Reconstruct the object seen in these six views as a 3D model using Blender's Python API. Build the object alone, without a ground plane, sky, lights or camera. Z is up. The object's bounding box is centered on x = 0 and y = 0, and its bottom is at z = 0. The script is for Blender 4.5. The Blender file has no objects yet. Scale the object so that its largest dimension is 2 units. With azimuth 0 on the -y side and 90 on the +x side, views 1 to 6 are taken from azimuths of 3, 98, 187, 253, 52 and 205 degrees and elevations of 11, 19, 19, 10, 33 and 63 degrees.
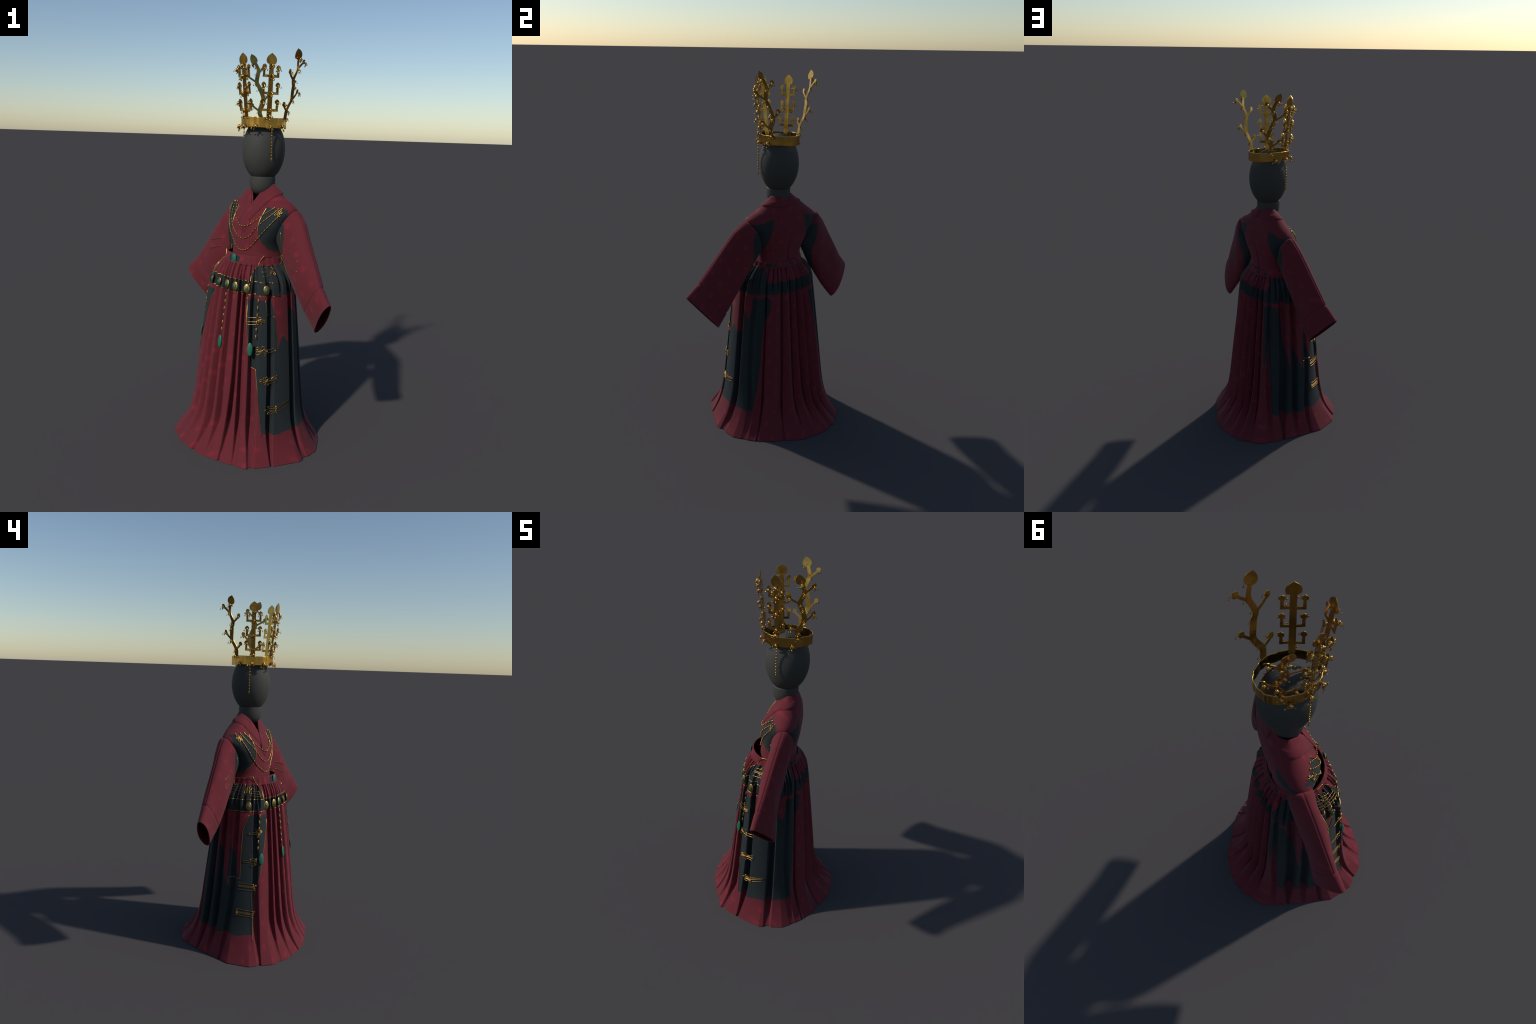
import bpy, bmesh, math, random
from math import sin, cos, pi, radians, degrees, sqrt, atan2, exp
from mathutils import Vector, Matrix
from mathutils.bvhtree import BVHTree

random.seed(7)

# ------------------------------------------------------------------ helpers
def interp(x, pts):
    """piecewise linear through (x, y) pairs sorted by x"""
    if x <= pts[0][0]:
        return pts[0][1]
    for (x0, y0), (x1, y1) in zip(pts, pts[1:]):
        if x <= x1:
            return y0 + (y1 - y0) * (x - x0) / (x1 - x0) if x1 > x0 else y1
    return pts[-1][1]

def smooth_interp(x, pts):
    """monotone-ish cubic (Catmull-Rom) through (x, y) pairs"""
    n = len(pts)
    if x <= pts[0][0]:
        return pts[0][1]
    if x >= pts[-1][0]:
        return pts[-1][1]
    for i in range(n - 1):
        x0, y0 = pts[i]
        x1, y1 = pts[i + 1]
        if x <= x1:
            h = x1 - x0
            t = (x - x0) / h
            m0 = (y1 - pts[i - 1][1]) / (x1 - pts[i - 1][0]) if i > 0 else (y1 - y0) / h
            m1 = (pts[i + 2][1] - y0) / (pts[i + 2][0] - x0) if i + 2 < n else (y1 - y0) / h
            return ((2*t**3 - 3*t*t + 1) * y0 + (t**3 - 2*t*t + t) * h * m0
                    + (-2*t**3 + 3*t*t) * y1 + (t**3 - t*t) * h * m1)

def smoothstep(a, b, x):
    t = max(0.0, min(1.0, (x - a) / (b - a)))
    return t * t * (3 - 2 * t)

def lerp(a, b, t):
    return a + (b - a) * t

def wrap(a):
    while a > 180: a -= 360
    while a <= -180: a += 360
    return a

def spline(points, per=8):
    """Catmull-Rom through 3D (or 2D) points"""
    P = [Vector(p) for p in points]
    out = []
    for i in range(len(P) - 1):
        p0 = P[i - 1] if i > 0 else P[i] * 2 - P[i + 1]
        p1, p2 = P[i], P[i + 1]
        p3 = P[i + 2] if i + 2 < len(P) else P[i + 1] * 2 - P[i]
        for k in range(per):
            t = k / per
            out.append(0.5 * ((2 * p1) + (p2 - p0) * t + (2*p0 - 5*p1 + 4*p2 - p3) * t*t
                              + (3*p1 - p0 - 3*p2 + p3) * t**3))
    out.append(P[-1].copy())
    return out

ROOT = bpy.data.objects.new("court_costume", None)
bpy.context.scene.collection.objects.link(ROOT)
ROOT["label"] = "dark red pleated court robe with gold crown on grey mannequin"
ROOT["category"] = "costume"
ROOT.rotation_euler = (0, 0, radians(-45))      # the figure faces -x -y

def add_mesh(name, verts, faces, mats, parent=None, smooth=True, fmat=None):
    me = bpy.data.meshes.new(name)
    me.from_pydata([tuple(v) for v in verts], [], faces)
    for m in mats:
        me.materials.append(m)
    if fmat:
        me.polygons.foreach_set("material_index", fmat)
    if smooth:
        me.polygons.foreach_set("use_smooth", [True] * len(me.polygons))
    me.update()
    ob = bpy.data.objects.new(name, me)
    bpy.context.scene.collection.objects.link(ob)
    ob.parent = parent if parent else ROOT
    return ob

def add_empty(name, parent=None):
    ob = bpy.data.objects.new(name, None)
    bpy.context.scene.collection.objects.link(ob)
    ob.parent = parent if parent else ROOT
    return ob

class Geo:
    """collects pieces of geometry for one mesh"""
    def __init__(self):
        self.v, self.f, self.m = [], [], []
    def add(self, verts, faces, mat=0):
        o = len(self.v)
        self.v += [Vector(p) for p in verts]
        self.f += [tuple(i + o for i in f) for f in faces]
        self.m += [mat] * len(faces)
    def tube(self, pts, r, sides=6, closed=False, mat=0, taper=None):
        pts = [Vector(p) for p in pts]
        n = len(pts)
        if n < 2:
            return
        vs, fs = [], []
        prev = None
        for i, p in enumerate(pts):
            a = pts[(i - 1) % n] if (closed or i > 0) else p
            b = pts[(i + 1) % n] if (closed or i < n - 1) else p
            t = (b - a)
            t = t.normalized() if t.length > 1e-9 else Vector((0, 0, 1))
            if prev is None:
                u = t.orthogonal().normalized()
            else:
                u = prev - t * prev.dot(t)
                u = u.normalized() if u.length > 1e-6 else t.orthogonal().normalized()
            prev = u
            w = t.cross(u)
            rr = r * (taper(i / (n - 1)) if taper else 1)
            for k in range(sides):
                a_ = 2 * pi * k / sides
                vs.append(p + u * (rr * cos(a_)) + w * (rr * sin(a_)))
        m = n if closed else n - 1
        for i in range(m):
            j = (i + 1) % n
            for k in range(sides):
                l = (k + 1) % sides
                fs.append((i*sides + k, i*sides + l, j*sides + l, j*sides + k))
        if not closed:
            fs.append(tuple(range(sides))[::-1])
            fs.append(tuple((n - 1) * sides + k for k in range(sides)))
        self.add(vs, fs, mat)
    def ball(self, c, r, seg=8, rings=6, scale=(1, 1, 1), rot=None, mat=0):
        vs, fs = [], []
        c = Vector(c)
        for i in range(rings + 1):
            ph = pi * i / rings
            for k in range(seg):
                th = 2 * pi * k / seg
                p = Vector((r*scale[0]*sin(ph)*cos(th), r*scale[1]*sin(ph)*sin(th), r*scale[2]*cos(ph)))
                if rot:
                    p = rot @ p
                vs.append(c + p)
        for i in range(rings):
            for k in range(seg):
                l = (k + 1) % seg
                fs.append((i*seg + k, (i+1)*seg + k, (i+1)*seg + l, i*seg + l))
        self.add(vs, fs, mat)
    def build(self, name, mats, parent=None, smooth=True):
        ob = add_mesh(name, self.v, self.f, mats, parent, smooth, self.m)
        bm = bmesh.new(); bm.from_mesh(ob.data)
        bmesh.ops.remove_doubles(bm, verts=bm.verts, dist=1e-6)
        bmesh.ops.recalc_face_normals(bm, faces=bm.faces)
        bm.to_mesh(ob.data); bm.free()
        return ob

def grid_faces(rows, cols, closed):
    fs = []
    for i in range(rows - 1):
        for k in range(cols if closed else cols - 1):
            l = (k + 1) % cols
            fs.append((i*cols + k, i*cols + l, (i+1)*cols + l, (i+1)*cols + k))
    return fs

# ---------------------------------------------------------------- materials
def new_mat(name):
    m = bpy.data.materials.new(name)
    m.use_nodes = True
    nt = m.node_tree
    b = nt.nodes["Principled BSDF"]
    return m, nt, b

def fabric(name, base, spot, strength, scale=52.0, rough=0.85, sheen=0.25):
    """woven cloth with soft round motifs in a staggered grid"""
    m, nt, b = new_mat(name)
    N, Lk = nt.nodes.new, nt.links.new
    tc = N("ShaderNodeTexCoord")
    sep = N("ShaderNodeSeparateXYZ"); Lk(tc.outputs["Object"], sep.inputs[0])
    def trig(sock, k, ph=0.0):
        a = N("ShaderNodeMath"); a.operation = 'MULTIPLY_ADD'
        Lk(sock, a.inputs[0]); a.inputs[1].default_value = k; a.inputs[2].default_value = ph
        s = N("ShaderNodeMath"); s.operation = 'SINE'; Lk(a.outputs[0], s.inputs[0])
        return s.outputs[0]
    diff = N("ShaderNodeMath"); diff.operation = 'SUBTRACT'
    Lk(sep.outputs["X"], diff.inputs[0]); Lk(sep.outputs["Y"], diff.inputs[1])
    sx = trig(diff.outputs[0], scale); sz = trig(sep.outputs["Z"], scale, 0.6)
    mul = N("ShaderNodeMath"); mul.operation = 'MULTIPLY'; Lk(sx, mul.inputs[0]); Lk(sz, mul.inputs[1])
    ramp = N("ShaderNodeValToRGB"); Lk(mul.outputs[0], ramp.inputs[0])
    ramp.color_ramp.interpolation = 'EASE'
    ramp.color_ramp.elements[0].position = 0.58; ramp.color_ramp.elements[0].color = (0, 0, 0, 1)
    ramp.color_ramp.elements[1].position = 0.98; ramp.color_ramp.elements[1].color = (1, 1, 1, 1)
    noise = N("ShaderNodeTexNoise"); noise.inputs["Scale"].default_value = 14; noise.inputs["Detail"].default_value = 3
    Lk(tc.outputs["Object"], noise.inputs["Vector"])
    nm = N("ShaderNodeMath"); nm.operation = 'MULTIPLY'; Lk(ramp.outputs[0], nm.inputs[0]); Lk(noise.outputs["Fac"], nm.inputs[1])
    sc = N("ShaderNodeMath"); sc.operation = 'MULTIPLY'; Lk(nm.outputs[0], sc.inputs[0]); sc.inputs[1].default_value = strength * 1.6
    mix = N("ShaderNodeMix"); mix.data_type = 'RGBA'
    mix.inputs["A"].default_value = (*base, 1); mix.inputs["B"].default_value = (*spot, 1)
    Lk(sc.outputs[0], mix.inputs["Factor"])
    fine = N("ShaderNodeTexNoise"); fine.inputs["Scale"].default_value = 60; fine.inputs["Detail"].default_value = 4
    mp = N("ShaderNodeMapping"); mp.inputs["Scale"].default_value = (4, 4, 0.7)
    Lk(tc.outputs["Object"], mp.inputs[0]); Lk(mp.outputs[0], fine.inputs["Vector"])
    hv = N("ShaderNodeHueSaturation"); Lk(mix.outputs["Result"], hv.inputs["Color"])
    mr = N("ShaderNodeMapRange"); mr.inputs["To Min"].default_value = 0.88; mr.inputs["To Max"].default_value = 1.12
    Lk(fine.outputs["Fac"], mr.inputs["Value"]); Lk(mr.outputs[0], hv.inputs["Value"])
    Lk(hv.outputs[0], b.inputs["Base Color"])
    weave = N("ShaderNodeTexNoise"); weave.inputs["Scale"].default_value = 900
    Lk(tc.outputs["Object"], weave.inputs["Vector"])
    bump = N("ShaderNodeBump"); bump.inputs["Strength"].default_value = 0.06; bump.inputs["Distance"].default_value = 0.001
    Lk(weave.outputs["Fac"], bump.inputs["Height"]); Lk(bump.outputs[0], b.inputs["Normal"])
    b.inputs["Roughness"].default_value = rough
    b.inputs["Specular IOR Level"].default_value = 0.18
    b.inputs["Sheen Weight"].default_value = sheen
    b.inputs["Sheen Roughness"].default_value = 0.5
    return m

def metal(name, dark, light, rough=0.3, bumpiness=0.25, scale=30):
    m, nt, b = new_mat(name)
    N, Lk = nt.nodes.new, nt.links.new
    tc = N("ShaderNodeTexCoord")
    no = N("ShaderNodeTexNoise"); no.inputs["Scale"].default_value = scale; no.inputs["Detail"].default_value = 3
    Lk(tc.outputs["Object"], no.inputs["Vector"])
    cr = N("ShaderNodeValToRGB"); Lk(no.outputs["Fac"], cr.inputs[0])
    cr.color_ramp.elements[0].position = 0.35; cr.color_ramp.elements[0].color = (*dark, 1)
    cr.color_ramp.elements[1].position = 0.65; cr.color_ramp.elements[1].color = (*light, 1)
    Lk(cr.outputs[0], b.inputs["Base Color"])
    b.inputs["Metallic"].default_value = 1.0
    b.inputs["Roughness"].default_value = rough
    bn = N("ShaderNodeTexNoise"); bn.inputs["Scale"].default_value = 90
    Lk(tc.outputs["Object"], bn.inputs["Vector"])
    bp = N("ShaderNodeBump"); bp.inputs["Strength"].default_value = bumpiness; bp.inputs["Distance"].default_value = 0.002
    Lk(bn.outputs["Fac"], bp.inputs["Height"]); Lk(bp.outputs[0], b.inputs["Normal"])
    return m

def plain(name, col, rough, var=0.06, spec=0.5, coat=0.0):
    m, nt, b = new_mat(name)
    N, Lk = nt.nodes.new, nt.links.new
    tc = N("ShaderNodeTexCoord")
    no = N("ShaderNodeTexNoise"); no.inputs["Scale"].default_value = 18; no.inputs["Detail"].default_value = 4
    Lk(tc.outputs["Object"], no.inputs["Vector"])
    mr = N("ShaderNodeMapRange"); mr.inputs["To Min"].default_value = 1 - var; mr.inputs["To Max"].default_value = 1 + var
    Lk(no.outputs["Fac"], mr.inputs["Value"])
    hv = N("ShaderNodeHueSaturation"); hv.inputs["Color"].default_value = (*col, 1)
    Lk(mr.outputs[0], hv.inputs["Value"]); Lk(hv.outputs[0], b.inputs["Base Color"])
    b.inputs["Roughness"].default_value = rough
    b.inputs["Specular IOR Level"].default_value = spec
    b.inputs["Coat Weight"].default_value = coat
    return m

RED = fabric("red_brocade", (0.121, 0.0160, 0.0230), (0.215, 0.019, 0.031), 0.68, sheen=0.06)
DARK = fabric("charcoal_cloth", (0.0185, 0.0240, 0.0255), (0.024, 0.030, 0.031), 0.3, sheen=0.05)
GOLD = metal("gold_cord", (0.42, 0.23, 0.055), (0.62, 0.36, 0.10), 0.32, 0.1)
CROWN = metal("crown_gold", (0.44, 0.245, 0.048), (0.58, 0.34, 0.078), 0.26, 0.05, 22)  # base tint pushed to orange, bakes in light bounced between the gold pieces
BRONZE = metal("antique_gold", (0.30, 0.18, 0.055), (0.44, 0.27, 0.08), 0.38, 0.1)
JADE = plain("jade_stone", (0.013, 0.125, 0.073), 0.35, 0.1, 0.5, 0.2)
GREY = plain("mannequin_grey", (0.048, 0.047, 0.042), 0.7, 0.04, 0.25)
DARK_INSIDE = plain("dark_red_inside", (0.05, 0.006, 0.009), 0.9, 0.1, 0.1)

# ------------------------------------------------------------ skirt surface
SY = 0.03                                   # y of the skirt axis
# distance of the cloth's outer folds from the axis as a short Fourier series over azimuth:
# (constant, cos, sin, cos 2a, sin 2a), each as value at mid height and slope with height
FOLDS = [(.2498, -.1114), (.0060, .0033), (-.0015, .0090), (-.0245, -.0140), (.0016, -.0035)]
def body_radius(az, z):
    zz, a = z - .55, radians(az)
    c = [v + k * zz for v, k in FOLDS]
    h = c[0] - .0101 * zz * zz + c[1] * cos(a) + c[2] * sin(a) + c[3] * cos(2 * a) + c[4] * sin(2 * a) - .0020 * sin(3 * a) - .0035 * cos(3 * a) - .0058 * cos(4 * a)
    dh = -c[1] * sin(a) + c[2] * cos(a) - 2 * c[3] * sin(2 * a) + 2 * c[4] * cos(2 * a)
    return h - dh * dh / (2 * h)
# corners of the hem polygon: azimuth from the front, radius
HEM = [(-171, .400), (-155, .408), (-135, .396), (-115, .362), (-86, .374), (-77, .397), (-59, .420), (-51, .411), (-40, .414),
       (-23, .392), (-5.5, .370), (8, .366), (22, .360), (45.5, .394), (65, .380), (87, .399), (107, .397), (127.5, .380),
       (153, .364), (172, .384), (180, .385), (189, .400)]
# pleat grooves: azimuth mid-height, azimuth at hem, half width, depth, width at hem, depth at hem
GROOVES = [(-131, -128, 2.6, .016, 2.0, .004), (-112, -114.5, 4.4, .034, 1.0, .016), (-97, -100, 3.2, .026, 1.8, .003),
           (-79, -85.5, 2.6, .016, 1.2, .014), (-54, -51.0, 2.6, .015, 1.3, .012), (-33, -33, 3.4, .020, 2.2, .003),
           (-21, -20, 3.4, .022, 2.0, .004), (-5.5, -5.0, 4.2, .032, 0.9, .016), (9.5, 10, 3.6, .026, 2.0, .002),
           (27, 22.5, 2.3, .032, 0.9, .016), (36, 36, 2.8, .028, 1.8, .003), (48.6, 48.5, 3.8, .030, 2.0, .010),
           (67, 65, 2.7, .032, 0.9, .014), (94.5, 94, 3.0, .032, 2.6, .008), (112, 117, 2.4, .010, 2.4, .003),
           (128, 128, 1.5, .034, 1.0, .014), (154.5, 153, 1.4, .036, 1.1, .014), (172.5, 173, 1.4, .034, 1.2, .006),
           (-170.5, -170, 1.5, .040, 1.2, .006), (-157, -158, 1.5, .040, 1.2, .006), (-145, -146, 1.4, .036, 1.2, .006)]
WAIST_Z = 0.972

def hem_radius(az):
    a = az
    for (a0, r0), (a1, r1) in zip(HEM, HEM[1:]):
        if a < HEM[0][0]:
            a += 360
        if a0 <= a <= a1:
            # straight hem edge between two corners
            p0 = Vector((sin(radians(a0)) * r0, cos(radians(a0)) * r0))
            p1 = Vector((sin(radians(a1)) * r1, cos(radians(a1)) * r1))
            d = Vector((sin(radians(a)), cos(radians(a))))
            e = p1 - p0
            den = d.x * e.y - d.y * e.x
            return (p0.x * e.y - p0.y * e.x) / den
    return .39

def ring_radius(az, side, frnt, back):
    ca, sa = cos(radians(az)), sin(radians(az))
    b = frnt if ca > 0 else back
    return 1.0 / sqrt((sa / side) ** 2 + (ca / b) ** 2)

def ridge_radius(az, z):
    r = body_radius(az, min(max(z, .22), .87))
    r += .013 * max(0.0, 1 - abs(wrap(az + 48.5)) / 10.0) * smoothstep(.04, .2, z) * (1 - smoothstep(.86, .95, z))
    if z < .22:
        r += (.22 - z) * .06
    if z > .87:                                   # gathered in to the waistband
        q = smooth_interp(z, [(.87, 0), (.90, .12), (.92, .28), (.94, .50), (.96, .82), (.972, 1.0)])
        q += (1 - cos(radians(az))) * .09 * q * (1 - q) * 2
        r = lerp(r, ring_radius(az, .158, .150, .124), q)
    if z < .29:
        g = ((.29 - z) / .29) ** 2.6
        r += (hem_radius(az) - body_radius(az, .22) - .0132) * g
    return r

# accordion folds at the back: azimuth (behind the figure past 180), depth
ZIGZAG = [(119, 0), (127, .034), (130, .026), (144.5, 0), (153, .038), (156, .036), (164, 0), (171, .036), (174, .034), (180, 0),
          (188, .046), (191, .044), (196.5, 0), (202, .046), (204, .046), (209, 0), (214, .040), (216, .038), (221, 0)]
def groove_depth(az, z):
    az = wrap(az)
    low = smoothstep(.21, -.03, z)
    up = smoothstep(.80, .965, z)
    gain = interp(z, [(.12, 1.7), (.30, 1.35), (.45, 1.2), (.8, 1.15)])
    d = 0.0
    for am, ah, w, dep, wh, dh in GROOVES:
        c = lerp(am, ah, smoothstep(.45, 0.0, z))
        ww = lerp(lerp(w * 1.12, wh, low), 1.6, up)
        t = abs(wrap(az - c)) / ww
        if t < 1.35:
            k = 1 - smoothstep(.55, 1.35, t)
            d = max(d, k * lerp(lerp(dep * gain, dh, low), .008, up))
    b = az if az > 0 else az + 360
    if 119 < b < 221:
        b += 3.0 * smoothstep(.4, 0, z) * sin(radians((b - 119) * 5))
        zz = .8 * interp(b, ZIGZAG) * interp(z, [(0, .22), (.05, .55), (.15, 1.0), (.5, .95), (.80, .75), (.90, .5), (.96, .15)])
        d = max(d, zz)
    # small gathers below the waistband
    gz = smoothstep(.80, .90, z) * (1 - smoothstep(.955, .972, z))
    if gz > 0:
        k = az * .6 + 2.0 * sin(radians(az * 3)) + 1.3 * sin(radians(az * 7 + 40))
        d = max(d, gz * .017 * max(0.0, sin(k)) ** 1.3)
    return d

def skirt_point(az, z, off=0.0, fill=0.0):
    r = ridge_radius(az, z) - groove_depth(az, z) * (1 - fill) + off
    return Vector((r * sin(radians(az)), SY - r * cos(radians(az)), z))

def bridge_point(az, z, off):
    """like skirt_point, but a taut cord that spans the pleats"""
    d = min(groove_depth(az + k, z) for k in (-5, -3.3, -1.6, 0, 1.6, 3.3, 5))
    d = lerp(d, groove_depth(az, z), .08)
    r = ridge_radius(az, z) - d + off
    return Vector((r * sin(radians(az)), SY - r * cos(radians(az)), z))

# dark cloth panels of the skirt, described on (azimuth, height)
PANEL_IN_L = [(.13, 58), (.455, 52), (.4601, 46), (.607, 42), (.81, 38)]
PANEL_IN_R = [(.10, 56), (.35, 54), (.607, 43), (.695, 40), (.81, 35.5)]
PANEL_OUT_L = [(.55, 75), (.608, 75), (.725, 72), (.727, 64.5), (.81, 61)]
PANEL_OUT_R = [(.40, 85), (.4530, 85), (.4531, 71), (.612, 71), (.725, 70), (.77, 66), (.81, 63)]
WEDGE_L = [(63, .808), (69, .808), (72, .73), (75, .553), (77, .585), (79.5, .615), (82, .628), (84.5, .620), (87, .600), (90, .588), (93, .589), (93.5, .79),
           (97, .763), (103, .70), (106, .68), (107.5, .69), (109, .73), (110, .808)]
WEDGE_R = [(63, .30), (72, .45), (78, .56), (86, .655), (86.3, .403), (99, .575), (103, .66), (103.3, .426), (110, .583),
           (115, .815), (115.3, .665), (120, .808)]
REAR_L = [(.139, 119), (.295, 122), (.40, 124), (.548, 124.5), (.682, 126.5), (.684, 129), (.71, 133.5), (.742, 136), (.81, 136)]
REAR_R = [(.135, 126), (.606, 133), (.607, 139), (.81, 142)]

def skirt_dark(az, z):
    s, a = (1, az) if az >= 0 else (-1, -az)
    if .828 <= z <= .893:
        return True                                     # belt band, all round
    if z > .893:                                        # yoke over the hips
        if z > .962 or a < 30:
            return False
        inner = interp(z, [(.893, 42), (.918, 42), (.942, 45), (.955, 52), (.965, 54)])
        outer = interp(z, [(.893, 130 if s > 0 else 138), (.918, 128 if s > 0 else 133), (.962, 121 if s > 0 else 127)])
        return inner < a < outer
    if z > .808 or z < .132 + .007 * (int(a / 11.0) % 2):
        return False
    pin = interp(z, PANEL_IN_L if s > 0 else PANEL_IN_R)
    rear = interp(z, REAR_L if s > 0 else REAR_R)
    if a < pin:
        return False
    if a > rear:
        if s < 0 and .365 < z <= .606:                  # narrow tapering tail
            t = (z - .365) / .242
            return lerp(137, 133, t) < a < lerp(137, 139.5, t)
        return False
    pout = interp(z, PANEL_OUT_L if s > 0 else PANEL_OUT_R)
    if a < pout:
        return True
    return z < interp(a, WEDGE_L if s > 0 else WEDGE_R)

def build_skirt():
    cols = 900
    zs = []
    z = 0.0
    while z < WAIST_Z:
        zs.append(z)
        z += .0036
    zs.append(WAIST_Z)
    azs = [-180 + 360 * k / cols for k in range(cols)]
    verts = [skirt_point(a, z) for z in zs for a in azs]
    faces = grid_faces(len(zs), cols, True)
    fm = []
    da = 360 / cols
    for i in range(len(zs) - 1):
        zc = .5 * (zs[i] + zs[i + 1])
        for k in range(cols):
            fm.append(1 if skirt_dark(azs[k] + .5 * da, zc) else 0)
    return add_mesh("skirt", verts, faces, [RED, DARK], fmat=fm)

SKIRT = build_skirt()

# waistband: a band standing free of the body in front
BAND_LO, BAND_HI = .962, 1.008
def band_radius(az, z):
    t = (z - BAND_LO) / (BAND_HI - BAND_LO)
    return ring_radius(az, lerp(.160, .150, t), lerp(.150, .136, t), lerp(.126, .110, t))
def build_waistband():
    cols, prof = 360, []
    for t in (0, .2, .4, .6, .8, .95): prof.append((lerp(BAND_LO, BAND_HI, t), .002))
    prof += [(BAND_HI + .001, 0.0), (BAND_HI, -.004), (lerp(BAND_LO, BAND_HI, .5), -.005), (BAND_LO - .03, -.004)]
    V, F = [], []
    for z, o in prof:
        for k in range(cols):
            az = -180 + 360 * k / cols
            r = band_radius(az, min(max(z, BAND_LO), BAND_HI)) + o
            r += .0010 * sin(radians(az * 31)) * (o > 0)
            V.append((r * sin(radians(az)), SY - r * cos(radians(az)), z - (.010 - .010 * cos(radians(az))) * smoothstep(BAND_LO, BAND_HI, z)))
    F = grid_faces(len(prof), cols, True)
    fm = []
    PATCH = [(-15, -2), (1, 16), (120, 136), (139, 146), (-178, -165), (-152, -141), (96, 104), (-104, -96)]
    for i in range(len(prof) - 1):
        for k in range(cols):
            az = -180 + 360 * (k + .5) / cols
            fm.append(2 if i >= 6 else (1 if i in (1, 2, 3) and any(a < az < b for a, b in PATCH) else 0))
    return add_mesh("waistband", V, F, [RED, DARK, DARK_INSIDE], SKIRT, fmat=fm)
WAISTBAND = build_waistband()

# ------------------------------------------------------------------- jacket
# z, half width, front y, back y, y of the widest point, roundness of the front
TORSO = [(.950, .142, -.046, .140, .060, 2.2), (.985, .140, -.062, .135, .060, 2.6), (1.02, .136, -.063, .133, .062, 2.5),
         (1.06, .142, -.062, .138, .066, 2.6), (1.10, .160, -.060, .145, .070, 2.9), (1.14, .178, -.056, .150, .072, 3.0),
         (1.18, .202, -.042, .153, .073, 2.7), (1.205, .222, -.028, .152, .074, 2.4), (1.222, .231, -.018, .150, .074, 2.2),
         (1.238, .227, -.009, .149, .074, 2.1), (1.252, .211, -.002, .147, .074, 2.0), (1.268, .187, .005, .144, .075, 2.0),
         (1.285, .157, .012, .138, .075, 2.0), (1.305, .126, .020, .130, .075, 2.0), (1.325, .096, .028, .123, .076, 2.0),
         (1.345, .084, .034, .116, .076, 2.0)]
def torso_row(z):
    return [smooth_interp(z, [(r[0], r[j]) for r in TORSO]) for j in range(1, 6)]
def torso_point(az, z):
    a, yf, yb, yc, n = torso_row(z)
    ca, sa = cos(radians(az)), sin(radians(az))
    if ca > 0:
        e = 2.0 / n
        return Vector((a * math.copysign(abs(sa) ** e, sa), yc - (yc - yf) * abs(ca) ** e, z))
    e = interp(z, [(1.02, .95), (1.08, .80), (1.18, .76), (1.24, .95)])
    return Vector((a * math.copysign(abs(sa) ** e, sa), yc + (yb - yc) * abs(ca) ** e, z))

def jacket_dark(p):
    a, front = abs(p.x), p.y < .065
    if front:
        if p.z > 1.243 or a > .215:
            return False
        edge = interp(p.z, [(1.0, .150), (1.03, .133), (1.06, .117), (1.09, .105), (1.12, .100), (1.16, .096), (1.2, .098), (1.243, .104)])
        return a > edge
    if p.z > 1.243 - .02 * smoothstep(.1, .2, a):
        return False
    edge = interp(p.z, [(1.03, .170), (1.055, .145), (1.12, .130), (1.18, .112), (1.243, .102)])
    return a > edge

def build_torso():
    cols, zs = 360, [.950 + (1.325 - .950) * i / 130 for i in range(131)]
    V = []
    for z in zs:
        for k in range(cols):
            az = -180 + 360 * k / cols
            p = torso_point(az, z)
            # centre-back seam fold and the placket creases in front
            if p.y > .07:
                p.y -= .007 * exp(-((p.x + .004) / .006) ** 2) * smoothstep(1.25, 1.02, z)
            else:
                w = smoothstep(1.20, 1.08, z)
                for cx in (lerp(.035, .012, smoothstep(1.14, 1.0, z)), -.030):
                    p.y += .0022 * exp(-((p.x - cx) / .0022) ** 2) * w
            p.z -= .013 * smoothstep(.08, .24, -p.x) * smoothstep(1.1, 1.22, z)     # right shoulder hangs lower
            p.z += .008 * smoothstep(.12, .24, p.x) * smoothstep(1.1, 1.22, z)
            V.append(p)
    F = grid_faces(len(zs), cols, True)
    fm, keep = [], []
    for f in F:
        c = (V[f[0]] + V[f[1]] + V[f[2]] + V[f[3]]) / 4
        # neck opening between the lapels
        if c.y < .07 and c.z > 1.262 and abs(c.x - .006) < interp(c.z, [(1.262, .004), (1.30, .026), (1.345, .05)]):
            continue
        keep.append(f)
        fm.append(1 if jacket_dark(c) else 0)
    F = keep
    return add_mesh("jacket_torso", V, F, [RED, DARK], JACKET, fmat=fm)

JACKET = add_empty("jacket")
TORSO_OB = build_torso()
TBVH = BVHTree.FromPolygons([v.co.copy() for v in TORSO_OB.data.vertices], [tuple(p.vertices) for p in TORSO_OB.data.polygons])
def on_torso(x, z, off, back=False):
    """point on the jacket front (or back) at lateral x and height z"""
    y0, d = (.5, -1) if back else (-.5, 1)
    hit, nor, _, _ = TBVH.ray_cast(Vector((x, y0, z)), Vector((0, d, 0)))
    if hit is None:
        hit, nor, _, _ = TBVH.find_nearest(Vector((x, .03, z)))
    if nor.y * d > 0:
        nor = -nor
    return hit + nor * off

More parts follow.
